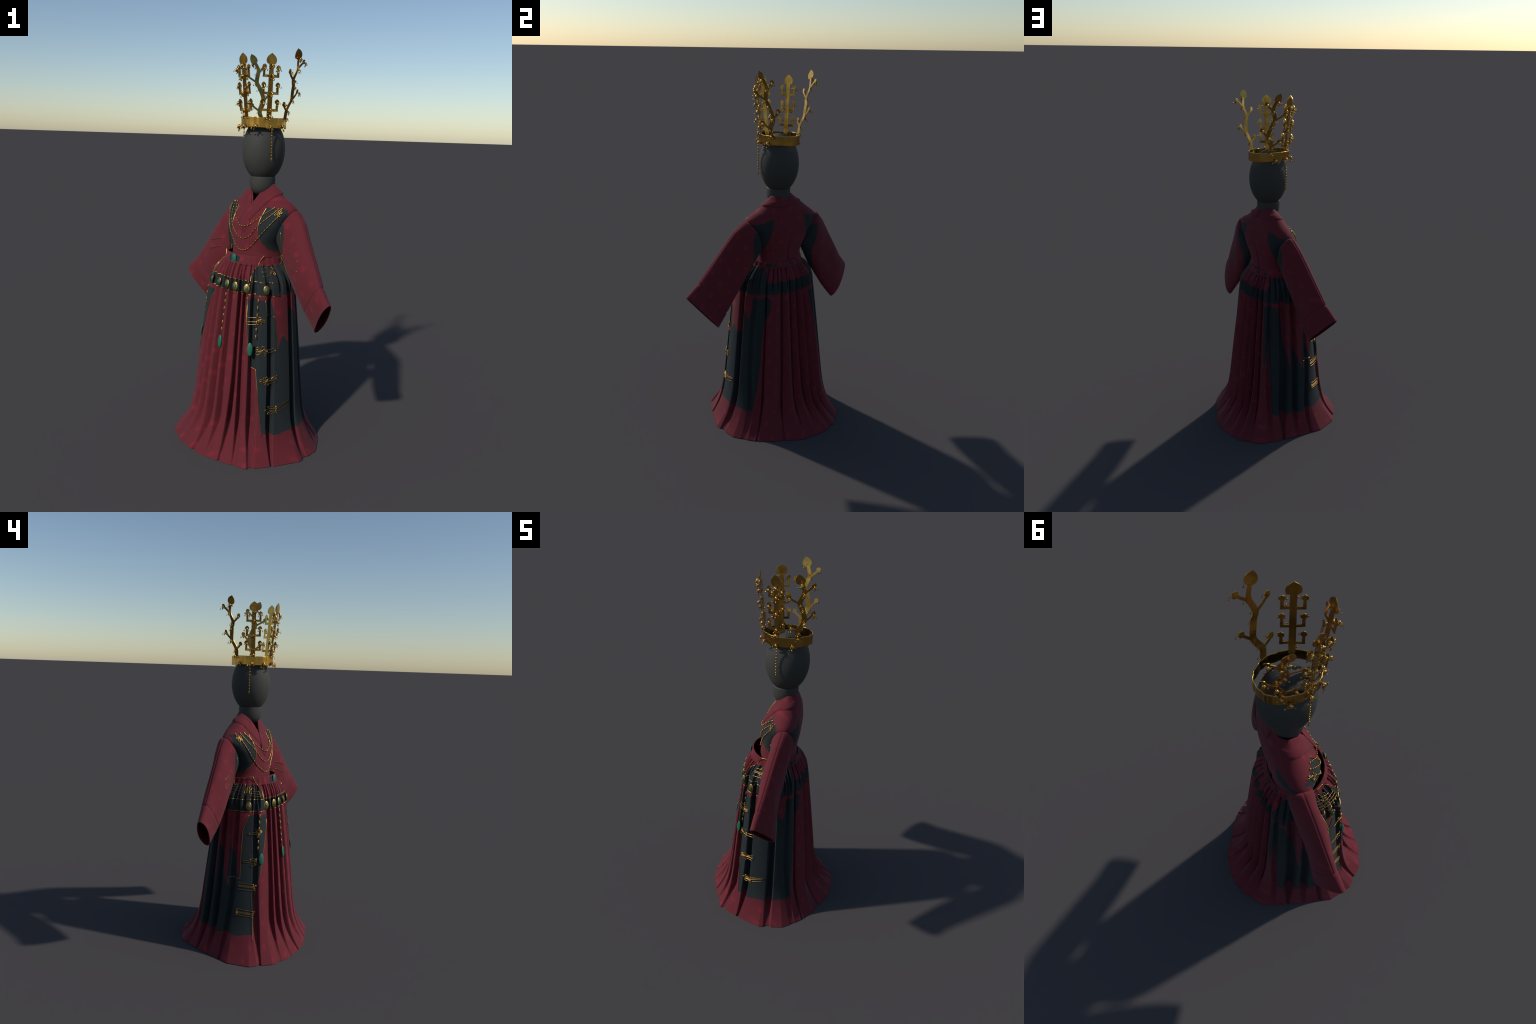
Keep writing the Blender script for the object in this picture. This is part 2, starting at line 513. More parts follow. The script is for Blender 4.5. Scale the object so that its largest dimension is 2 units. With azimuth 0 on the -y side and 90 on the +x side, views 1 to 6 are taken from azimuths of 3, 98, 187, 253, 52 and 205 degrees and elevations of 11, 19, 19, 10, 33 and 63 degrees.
# sleeves ------------------------------------------------------------------
SLEEVE = {1: dict(T=[(0, (.246, .075, 1.240)), (.15, (.306, .061, 1.188)), (.80, (.492, -.002, .918)), (1, (.558, -.016, .850))],
                  B=[(0, (.150, .070, 1.045)), (.30, (.222, .055, .930)), (.55, (.290, .055, .832)), (.80, (.356, .060, .742)), (1, (.414, .064, .668))]),
          -1: dict(T=[(0, (-.240, .082, 1.228)), (.15, (-.297, .073, 1.170)), (.80, (-.488, .036, .902)), (1, (-.559, .020, .830))],
                   B=[(0, (-.150, .074, 1.030)), (.30, (-.216, .062, .916)), (.55, (-.283, .062, .818)), (.80, (-.345, .066, .728)), (1, (-.404, .072, .656))])}
def vinterp(s, pts):
    return Vector([interp(s, [(t, p[j]) for t, p in pts]) for j in range(3)])
def sleeve_point(side, s, th, inset=0.0):
    S = SLEEVE[side]
    T, B = vinterp(s, S["T"]), vinterp(s, S["B"])
    if s < 0:                                    # carried on inside the shoulder
        T = T + Vector((side * .42 * s, 0, .12 * s)); B = B + Vector((side * .25 * s, 0, -.10 * s))
    C, U = (T + B) / 2, (T - B) / 2
    if sin(th) > 0:                              # front face
        w = interp(s, [(-.2, .050), (0, .060), (.15, .053), (.4, .054), (.8, .044), (1, .038)]) - inset
    else:
        w = interp(s, [(-.2, .045), (0, .056), (.15, .052), (.4, .050), (.8, .042), (1, .036)]) - inset
    U = U * (1 - inset / U.length)
    c, sn = cos(th), sin(th)
    e = .95
    cu = math.copysign(abs(c) ** 1.0, c)
    sv = math.copysign(abs(sn) ** e, sn)
    p = C + U * cu + Vector((0, -1, 0)) * (w * sv)
    p.y += .004 * sin(9 * s + 2 * c) * abs(sn)
    return p
def build_sleeve(side):
    cols, rows = 128, 120
    V, fm = [], []
    ss = [-.18 + 1.18 * i / rows for i in range(rows + 1)]
    for s in ss:
        for k in range(cols):
            th = 2 * pi * k / cols
            ins = .0045 * exp(-((s - .80) / .010) ** 2)               # cuff seam
            ins += .003 * exp(-((th if th < pi else th - 2 * pi) / .05) ** 2) * smoothstep(.82, .78, s)   # top seam
            ins += .0015 * smoothstep(.03, -.01, s) + .02 * smoothstep(-.01, -.15, s)
            V.append(sleeve_point(side, s, th, ins))
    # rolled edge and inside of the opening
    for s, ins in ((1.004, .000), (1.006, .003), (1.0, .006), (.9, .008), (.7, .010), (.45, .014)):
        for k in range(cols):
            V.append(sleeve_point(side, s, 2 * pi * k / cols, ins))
    n = rows + 1 + 6
    F = grid_faces(n, cols, True)
    if side < 0:
        F = [f[::-1] for f in F]
    for i in range(n - 1):
        s = ss[i] if i < len(ss) else 2
        for k in range(cols):
            th = 2 * pi * (k + .5) / cols
            under = abs(th - pi)
            d = 0
            if s < .43 and under < interp(s, [(0, 1.0), (.2, .72), (.34, .37), (.43, .03)]) + .05 * sin(s * 90):
                d = 1
            if s < .16 and th > pi and under < interp(s, [(0, 2.0), (.06, 1.75), (.11, 1.2), (.16, .6)]):
                d = 1
            if s < .14 and th < pi and under < interp(s, [(0, 1.85), (.07, 1.5), (.14, .95)]):
                d = 1
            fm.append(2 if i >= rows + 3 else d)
    ob = add_mesh("sleeve", V, F, [RED, DARK, DARK_INSIDE], JACKET, fmat=fm)
    # the cuff is a mesh of its own with the same border vertices
    me = ob.data
    start = cols * int((.80 + .18) / 1.18 * rows)
    polys = [tuple(p.vertices) for p in me.polygons]
    mats = [p.material_index for p in me.polygons]
    vs = [v.co.copy() for v in me.vertices]
    nors = [v.normal.copy() for v in me.vertices]
    def sub(sel, name, parent):
        used, idx, fs = {}, [], []
        for i in sel:
            f = []
            for v in polys[i]:
                if v not in used:
                    used[v] = len(idx); idx.append(v)
                f.append(used[v])
            fs.append(f)
        o = add_mesh(name, [vs[i] for i in idx], fs, [RED, DARK, DARK_INSIDE], parent, fmat=[mats[i] for i in sel])
        o.data.normals_split_custom_set_from_vertices([nors[i] for i in idx])
        return o
    main = sub(range(0, start), "sleeve", JACKET)
    cuff = sub(range(start, len(polys)), "cuff", JACKET)
    bpy.data.objects.remove(ob)
    main.name = "sleeve"; cuff.name = "cuff"
    return main
for sd in (1, -1):
    build_sleeve(sd)

# collar: a folded band from the nape, crossing on the chest ------------------
def collar_half(side, lift):
    # pairs (inner edge, outer edge), mirrored by side; they run on past the centre line
    C = [((0, .112, 1.352), (0, .136, 1.298)), ((.036, .108, 1.354), (.062, .128, 1.300)), ((.060, .088, 1.352), (.106, .100, 1.303)),
         ((.066, .070, 1.351), (.124, .076, 1.300)), ((.056, .044, 1.337), (.110, .040, 1.285)), ((.040, .022, 1.316), (.090, .012, 1.255)),
         ((.014, .000, 1.272), (.060, -.014, 1.212)), ((-.012, -.022, 1.222), (.034, -.034, 1.170)), ((-.030, -.036, 1.185), (.016, -.046, 1.140)),
         ((-.044, -.046, 1.150), (-.002, -.052, 1.108))]
    inner = spline([c[0] for c in C], 8)
    outer = spline([c[1] for c in C], 8)
    n, m = len(inner), 14
    V = []
    for i in range(n):
        t = i / (n - 1)
        for j in range(m + 1):
            w = j / m
            p = inner[i].lerp(outer[i], w)
            p = Vector((p.x * side + .004 * (1 - smoothstep(.3, .6, t)), p.y, p.z))
            hit, nor, _, _ = TBVH.find_nearest(p)
            ctr = Vector((0, .07, p.z))
            if nor.dot(hit - ctr) < 0 and nor.z < 0:
                nor = -nor
            settle = smoothstep(.0, .75, w) if t < .55 else 1.0
            settle = max(settle, smoothstep(.45, .7, t))
            th = (.0045 + lift) * (1 - .9 * smoothstep(.93, 1.0, w)) + .001 * sin(pi * w)
            th *= 1 - .8 * smoothstep(.93, 1.0, t)
            q = hit + nor * th
            p2 = p + (p - ctr).normalized() * th * .3
            V.append(p2.lerp(q, settle))
    # inner lip turns down inside the neck
    rows = []
    for i in range(n):
        row = V[i*(m+1):(i+1)*(m+1)]
        p = row[0]; ctr = Vector((0, .07, p.z))
        inn = (ctr - p); inn.z = 0; inn.normalize()
        t = i / (n - 1)
        k = 1 - smoothstep(.6, .75, t)
        lip = [p + inn * (.006 * k) + Vector((0, .004 * (1-k), -.045 * k)), p + inn * (.006 * k) + Vector((0, .003*(1-k), -.012 * k)), p + inn * (.003 * k) + Vector((0, 0, .0015 * k))]
        rows.append(lip + row)
    W = [v for r in rows for v in r]
    F = grid_faces(n, m + 4, False)
    if side < 0:
        F = [f[::-1] for f in F]
    return W, F
LV, LF = [v.co.copy() for v in TORSO_OB.data.vertices], [tuple(p.vertices) for p in TORSO_OB.data.polygons]
for sd, lift in ((1, .0030), (-1, .0)):
    W, F = collar_half(sd, lift)
    add_mesh("collar", W, F, [RED], JACKET)
    LF += [tuple(i + len(LV) for i in f) for f in F]
    LV += W
CLOTH = BVHTree.FromPolygons(LV, LF)

# ---------------------------------------------------------------- mannequin
HX, HY = .009, .056
def revolve(name, prof, ax, ay, cx, cy, mat, seg=72):
    V = []
    for r, z in prof:
        for k in range(seg):
            t = 2 * pi * k / seg
            V.append((cx + r * ax * sin(t), cy - r * ay * cos(t), z))
    F = grid_faces(len(prof), seg, True)
    V.append((cx, cy, prof[0][1])); V.append((cx, cy, prof[-1][1]))
    b, t_ = len(V) - 2, len(V) - 1
    for k in range(seg):
        F.append((b, (k + 1) % seg, k))
        o = (len(prof) - 1) * seg
        F.append((t_, o + k, o + (k + 1) % seg))
    return add_mesh(name, V, F, [mat])
prof = []
for i in range(61):
    z = 1.3885 + (1.681 - 1.3885) * i / 60
    k = 1 - ((z - 1.522) / .159) ** 2
    r = sqrt(max(k, 0))
    prof.append((r, z))
prof = [(prof[0][0] - .03, 1.3875), (prof[0][0] - .006, 1.3878)] + prof
HEAD = revolve("head", prof, .101, .113, HX, HY, GREY)
prof = []
for i in range(25):
    t = i / 24
    z = 1.292 + .097 * t
    prof.append((max(.02, sqrt(max(0, 1 - (1 - t) ** 3.6))), z))
NECK = revolve("neck", prof, .0625, .0675, HX, HY - .002, GREY, 56)

# --------------------------------------------------------------------- crown
CROWN_OB = add_empty("crown")
CX, CY, CA, CB = .010, .052, .094, .120
def crown_ring(az, z, off=0.0):
    a, b = CA + off, CB + off
    return Vector((CX + a * sin(radians(az)), CY - b * cos(radians(az)), z))
def build_band():
    cols = 160
    prof = [(1.6275, .0016), (1.6282, .0022), (1.6295, .0022), (1.645, .0020), (1.660, .0020), (1.6745, .0022), (1.6758, .0022), (1.6765, .0014), (1.6765, -.0010), (1.6755, -.0018), (1.674, -.0018), (1.630, -.0018), (1.6282, -.0018), (1.6275, -.0010)]
    V = []
    for z, o in prof:
        for k in range(cols):
            az = 360 * k / cols
            wob = .0012 * sin(radians(az * 7)) + .0009 * sin(radians(az * 17 + 50)) + .0006 * sin(radians(az*29))
            V.append(crown_ring(az, z + .0015 * sin(radians(az * 3 + 30)), o + wob))
    F = grid_faces(len(prof) + 1, cols, True)
    F = [tuple(i % (len(prof) * cols) for i in f) for f in F]
    return add_mesh("crown_band", V, F, [CROWN], CROWN_OB)
build_band()

def sheet(name, outlines, frame, parent, thick=.0028):
    """flat cut-out sheet-metal plates: each outline is a closed (h, v) polygon, extruded"""
    g = Geo()
    o, H, Vv, Nn = frame
    for pts in outlines:
        bm = bmesh.new()
        vs = [bm.verts.new((p[0], p[1], 0)) for p in pts]
        f = bm.faces.new(vs)
        bmesh.ops.triangulate(bm, faces=[f])
        base = [v.co.copy() for v in bm.verts]
        tris = [[v.index for v in fc.verts] for fc in bm.faces]
        bm.free()
        n = len(base)
        def place(p, d):
            bend = .0012 * sin(p.x * 70 + p.y * 35) + .0010 * sin(p.y * 90)
            return o + H * p.x + Vv * p.y + Nn * (d + bend)
        VV = [place(p, thick / 2) for p in base] + [place(p, -thick / 2) for p in base]
        FF = [tuple(t) for t in tris] + [tuple(i + n for i in t[::-1]) for t in tris]
        FF += [(i, (i + 1) % n, (i + 1) % n + n, i + n) for i in range(n)]
        g.add(VV, FF)
    ob = add_mesh(name, g.v, g.f, [CROWN], parent, smooth=False)
    bm = bmesh.new(); bm.from_mesh(ob.data)
    bmesh.ops.recalc_face_normals(bm, faces=bm.faces)
    bm.to_mesh(ob.data); bm.free()
    return ob

BUD = [(.20, 0), (.34, .06), (.44, .14), (.49, .24), (.50, .34), (.49, .46), (.45, .58), (.37, .70), (.265, .80), (.14, .89), (.05, .95)]
def bud_outline(w, h, cx, cy, ang=0.0):
    """onion-shaped finial with a soft point; cx, cy at its foot"""
    prof = [(x * w, y * h) for x, y in BUD] + [(0, h)] + [(-x * w, y * h) for x, y in BUD[::-1]]
    c, s_ = cos(ang), sin(ang)
    return [(cx + x * c + y * s_, cy - x * s_ + y * c) for x, y in prof]

def strip_outline(path, widths):
    P = spline([(x, y, 0) for x, y in path], 6)
    n = len(P)
    Lf, Rt = [], []
    for i, p in enumerate(P):
        a, b = P[max(i - 1, 0)], P[min(i + 1, n - 1)]
        t = (b - a).normalized()
        w = interp(i / (n - 1), widths) / 2
        nn = Vector((-t.y, t.x, 0))
        Lf.append((p.x + nn.x * w, p.y + nn.y * w)); Rt.append((p.x - nn.x * w, p.y - nn.y * w))
    return Lf + Rt[::-1]

# a dangling ornament: comma bead on a wire with little round spangles
def spangle_mesh(name, seed):
    rnd = random.Random(seed)
    g = Geo()
    g.tube([(0, .000, 0), (0, -.003, .002), (0, -.006, .0), (0, -.0065, -.004)], .0008, 5)
    comma = []
    for i in range(9):
        t = i / 8
        a = -0.5 + 2.5 * t
        comma.append((.0035 * cos(a * 1.1) - .001, -.0065 - .002 * sin(pi * t), -.003 - .0125 * t + .002 * sin(a)))
    g.tube(comma, .0042, 8, taper=lambda t: 1.05 - .62 * t if t > .12 else .75 + 2 * t)
    g.ball((.001, -.0065, -.0035), .0043, 8, 6)
    for k in range(3):
        a = (k - 1) * 1.0 + rnd.uniform(-.3, .3)
        L_ = .009 + rnd.uniform(0, .006)
        tip = Vector((sin(a) * L_, -.006 - rnd.uniform(.001, .006), -.006 - rnd.uniform(.0, .009)))
        g.tube([(0, -.004, .001), (tip.x * .6, tip.y, tip.z * .3), tip], .00045, 4)
        r = .0030
        rot = Matrix.Rotation(rnd.uniform(-.7, .7), 3, 'Z') @ Matrix.Rotation(rnd.uniform(-.4, .4), 3, 'X')
        g.ball(tip + Vector((0, 0, -r)), r, 8, 5, (1, .35, 1), rot)
    ob = g.build(name, [CROWN], CROWN_OB)
    return ob
SPANGLES = [spangle_mesh("spangle", s) for s in (3, 11, 29)]
for s in SPANGLES:
    s.hide_render = True
SPRND = random.Random(5)
def hang_spangle(pos, out, scale=1.0):
    src = SPRND.choice(SPANGLES)
    ob = src.copy()
    ob.hide_render = False
    bpy.context.scene.collection.objects.link(ob)
    ang = atan2(out.x, -out.y) + SPRND.uniform(-.3, .3)
    ob.parent = CROWN_OB
    ob.location = pos
    ob.rotation_euler = (SPRND.uniform(-.15, .15), SPRND.uniform(-.25, .25), ang)
    s = scale * SPRND.uniform(1.05, 1.35)
    ob.scale = (s, s, s)

def tree(base, H, lean):
    """upright with three tiers of square-angled arms"""
    H = Vector(H).normalized()
    Vv = (Vector((0, 0, 1)) + Vector(lean)).normalized()
    Nn = H.cross(Vv).normalized()
    if Nn.dot(Vector(base) - Vector((CX, CY, base[2]))) < 0:
        Nn = -Nn
    o = Vector(base)
    outs = [[(-.0125, -.03), (.0125, -.03), (.0115, .25), (-.0115, .25)], bud_outline(.053, .052, 0, .242)]
    sp = [((0, .012), 1.1), ((0, .243), 1.2)]
    for i, (v, half) in enumerate(((.028, .044), (.106, .042), (.184, .042))):
        for s in (-1, 1):
            outs.append([(s * .010, v), (s * half, v), (s * (half - .001), v + .040), (s * (half - .011), v + .040), (s * (half - .012), v + .012), (s * .010, v + .012)])
            outs.append(bud_outline(.023, .022, s * (half - .006), v + .036))
            sp.append(((s * (half - .006), v + .044), 1.0))
        sp.append(((0, v + .012), 1.15))
    # keep overlapping plates a hair apart so no faces coincide
    g = None
    for i, ol in enumerate(outs):
        ob = sheet("crown_tree", [ol], (o + Nn * (.00035 * (i % 5) - .0007), H, Vv, Nn), CROWN_OB, .0026 + .0003 * (i % 3))
        if g is None:
            g = ob
        else:
            parts.append(ob)
    join_into(g)
    for (h, v), sc in sp:
        hang_spangle(o + H * h + Vv * v + Nn * .0015, Nn, sc)

parts = []
def join_into(target):
    """merge collected part meshes into target"""
    V = [v.co.copy() for v in target.data.vertices]
    F = [tuple(p.vertices) for p in target.data.polygons]
    for ob in parts:
        k = len(V)
        V += [v.co.copy() for v in ob.data.vertices]
        F += [tuple(i + k for i in p.vertices) for p in ob.data.polygons]
        bpy.data.objects.remove(ob)
    parts.clear()
    me = target.data
    mats = list(me.materials)
    me.clear_geometry()
    me.from_pydata([tuple(v) for v in V], [], F)
    me.update()

tree((CX - .003, CY - CB + .0045, 1.677), (1, 0, 0), (.02, -.130, 0))
tree((CX + .084, .005, 1.677), (.34, .94, 0), (.075, -.045, 0))
tree((CX - .084, .005, 1.677), (-.34, .94, 0), (-.080, -.045, 0))

def antler(side):
    x0 = .012
    def P(x, y, z): return Vector((x0 + side * x, y, z))
    base = P(.087, .106, 1.677)
    H = Vector((-side * .30, .954, 0)).normalized()
    Vv = Vector((side * .245, .02, .97)).normalized()
    Nn = H.cross(Vv).normalized()
    if Nn.x * side < 0: Nn = -Nn
    # keep H perpendicular to Vv in the sheet's plane
    def hv(x, y, z):
        d = P(x, y, z) - base
        # solve d = h*H + v*Vv in least squares
        a, b, c = H.dot(H), H.dot(Vv), Vv.dot(Vv)
        p, q = d.dot(H), d.dot(Vv)
        det = a * c - b * b
        return ((p * c - q * b) / det, (q * a - p * b) / det)
    trunk = [hv(.083, .106, 1.645), hv(.087, .107, 1.68), hv(.092, .104, 1.715), hv(.098, .132, 1.77), hv(.109, .119, 1.83), hv(.120, .107, 1.862),
             hv(.135, .126, 1.912), hv(.144, .122, 1.938), hv(.150, .114, 1.958)]
    outs = [strip_outline(trunk, [(0, .024), (.5, .024), (1, .015)])]
    t1, t0 = trunk[-1], trunk[-2]
    ang = -.34
    outs.append(bud_outline(.044, .050, 0, 0, ang))
    sp = [(t1, 1.2)]
    for (fk, bd) in (((.092, .106, 1.712), (.110, .066, 1.741)), ((.097, .130, 1.765), (.100, .173, 1.805)),
                     ((.119, .109, 1.858), (.149, .058, 1.890)), ((.134, .126, 1.908), (.133, .168, 1.944))):
        a, b = hv(*fk), hv(*bd)
        m = ((a[0] * .5 + b[0] * .5), a[1] * .55 + b[1] * .45)
        outs.append(strip_outline([a, m, b], [(0, .016), (.3, .010), (1, .010)]))
        an = atan2(b[0] - a[0], b[1] - a[1]) * .75
        d = Vector((b[0] - a[0], b[1] - a[1])).normalized()
        outs.append(bud_outline(.022, .023, b[0] - d.x * .008, b[1] - d.y * .008, an))
        sp.append((b, 1.05))
        sp.append((a, 1.0))
    sp.append((trunk[1], 1.0)); sp.append((trunk[4], .9))
    g = None
    for i, ol in enumerate(outs):
        fr = (base + Nn * (.00035 * (i % 5) - .0007), H, Vv, Nn)
        if i == 1:                       # the top finial is twisted a little out of the sheet
            H2 = Vector((-side * .05, 1, 0)).normalized()
            fr = (base + H * t1[0] + Vv * (t1[1] - .005), H2, Vv, H2.cross(Vv).normalized())
        ob = sheet("crown_antler", [ol], fr, CROWN_OB, .0026 + .0003 * (i % 3))
        if g is None: g = ob
        else: parts.append(ob)
    join_into(g)
    for (h, v), sc in sp:
        hang_spangle(base + H * h + Vv * v + Nn * .0015, Nn, sc)
antler(1); antler(-1)

for az in (-103, -69, -35, 0, 34, 69, 103):
    p = crown_ring(az, 1.642, .002)
    hang_spangle(p, Vector((sin(radians(az)), -cos(radians(az)), 0)), 1.3)
for s in (1, -1):
    g = Geo()
    top = Vector((CX + s * .103, .010, 1.628)); end = Vector((CX + s * .103, .011, 1.487))
    g.tube([crown_ring(s * 69, 1.636, .001), top + Vector((0, 0, .004)), top, end], .0015, 5)
    for i in range(9):
        p = top.lerp(end, (i + .4) / 9)
        g.ball(p, .0043, 8, 6, (1, 1, .9))
        g.ball(p + Vector((0, 0, -.0075)), .0020, 6, 5)
    g.tube([end, end + Vector((0, 0, -.006)), end + Vector((0, .0, -.018)), end + Vector((0, 0, -.027))], .0022, 7, taper=lambda t: .5 + 1.2 * t * (1 - t) * 2 - .25 * t)
    g.build("crown_chain", [CROWN], CROWN_OB)

# --------------------------------------------------------- gold piping, belt
def skirt_path(pts, off, bridge=False, step=.9):
    """polyline in (azimuth, height) laid on the skirt"""
    out = []
    for (a0, z0), (a1, z1) in zip(pts, pts[1:]):
        n = max(2, int(max(abs(a1 - a0) / step, abs(z1 - z0) / .008)))
        for i in range(n):
            t = i / n
            a, z = lerp(a0, a1, t), lerp(z0, z1, t)
            out.append(surf_pt(a, z, off, bridge))
    out.append(surf_pt(*pts[-1], off, bridge))
    return out
def surf_pt(a, z, off, bridge=False):
    if z > .962:
        r = max(band_radius(a, min(z, BAND_HI)) + .002, ridge_radius(a, min(z, .972))) + off
        return Vector((r * sin(radians(a)), SY - r * cos(radians(a)), z))
    return bridge_point(a, z, off) if bridge else skirt_point(a, z, off)

g = Geo()
R1 = .0017
g.tube(skirt_path([(75, 1.012), (63, 1.010), (58, .99), (52, .957), (46, .942), (42.5, .918), (42, .889), (41, .872)], .001), R1)
g.tube(skirt_path([(-72, 1.012), (-58, 1.008), (-53, .978), (-46, .955), (-42.5, .935), (-42, .896), (-41, .872)], .001), R1)
for z in (.892, .8285):
    g.tube(skirt_path([(-96, z - .003), (-60, z), (0, z), (50, z), (80, z - .002)], .0012), R1)
g.tube(skirt_path([(36.8 + .6, .808), (42, .607), (46, .46), (52, .457), (58, .132)], .0008), R1 * .8)
g.tube(skirt_path([(61, .806), (64, .727), (72, .725), (75, .608), (75, .555)], .0008), R1 * .8)
g.tube(skirt_path([(-35.5, .807), (-40, .695), (-43, .607), (-54, .35), (-56, .108)], .0008), R1 * .8)
g.tube(skirt_path([(-63, .808), (-66, .77), (-70, .725), (-71, .612), (-71, .453), (-85, .454), (-85, .405)], .0008), R1 * .8)
g.build("skirt_piping", [GOLD], SKIRT)

def frame_on_skirt(az, z, off):
    p = bridge_point(az, z, off)
    n = Vector((sin(radians(az)), -cos(radians(az)), .12)).normalized()
    up = (Vector((0, 0, 1)) - n * n.z).normalized()
    sd = up.cross(n).normalized()
    return p, n, up, sd

def lens(g, c, n, up, sd, rw, rh, th, mat=0, seg=24, rings=7, dish=0.0):
    """domed oval disc; back flat"""
    V, F = [], []
    for i in range(rings + 1):
        t = i / rings
        ph = t * pi / 2
        rr = sin(ph) if i else 0.0
        h = th * cos(ph) ** .8 if i < rings else 0
        for k in range(seg):
            a = 2 * pi * k / seg
            V.append(c + sd * (rw * rr * cos(a)) + up * (rh * rr * sin(a)) + n * h)
    F = grid_faces(rings + 1, seg, True)
    b = len(V)
    V.append(c - n * th * .4)
    for k in range(seg):
        F.append((rings * seg + k, rings * seg + (k + 1) % seg, b))
    g.add(V, F, mat)

# belt medallions: a gilt disc with a jade bead
for az in (0, 18.5, -18.5, 38, -38, 62, -64):
    p, n, up, sd = frame_on_skirt(az, .8575, .0035)
    g = Geo(); lens(g, p, n, up, sd, .0165, .0245, .006)
    med = g.build("belt_medallion", [BRONZE], SKIRT)
    g = Geo(); lens(g, p + n * .0050, n, up, sd, .0072, .0110, .0050, seg=18)
    g.build("medallion_jade", [JADE], SKIRT)

# pendant strings below the belt
for a_top, a_bot, a_jade in ((0, 0, 0), (53, 51, 45), (-49, -51, -47)):
    for i in range(6):
        z = .802 - .0356 * i
        a = lerp(a_top, a_bot, i / 5)
        p, n, up, sd = frame_on_skirt(a, z, .0015)
        g = Geo(); g.ball(p, .0052, 12, 8, (.88, .75, 2.5), Matrix((sd, n, up)).transposed())
        g.build("pendant_bead", [BRONZE], SKIRT)
    p, n, up, sd = frame_on_skirt(a_jade, .564, .005)
    g = Geo(); lens(g, p, n, up, sd, .0140, .0335, .006)
    g.build("pendant_jade", [JADE], SKIRT)
# waist jewel
n = Vector((0, -1, .05)).normalized(); up = Vector((0, .05, 1)).normalized(); sd = Vector((1, 0, 0))
g = Geo(); lens(g, Vector((.004, SY - band_radius(0, .985) - .005, .985)), n, up, sd, .0165, .0248, .006)
g.build("waist_jade", [JADE], SKIRT)

# ornamental cord knots -------------------------------------------------------
def cord_knot(placer, bars, petals, name, parent, r=.00105):
    """bars: list of (s0, s1, t0, t1); petals: list of (length, width, angle, s, t) loops; in metres on the cloth"""
    g = Geo()
    lay = 0
    for s0, s1, t0, t1 in bars:
        lay = (lay + 1) % 3
        n = max(4, int(abs(s1 - s0) / .004))
        g.tube([placer(lerp(s0, s1, i / n), lerp(t0, t1, i / n), .0013 + .0004 * lay) for i in range(n + 1)], r)
    for ln, wd, ang, s, t in petals:
        lay = (lay + 1) % 3
        pts = []
        for i in range(20):
            u = 2 * pi * i / 20
            x = ln * (1 - cos(u)) / 2
            y = wd * sin(u) * (.45 + .55 * (1 - cos(u)) / 2) / 2
            pts.append(placer(s + x * cos(ang) - y * sin(ang), t + x * sin(ang) + y * cos(ang), .0024 + .0009 * lay))
        g.tube(pts, r, closed=True)
    g.ball(placer(petals[0][3], petals[0][4], .003), .0030, 8, 6)
    return g.build(name, [GOLD], parent)

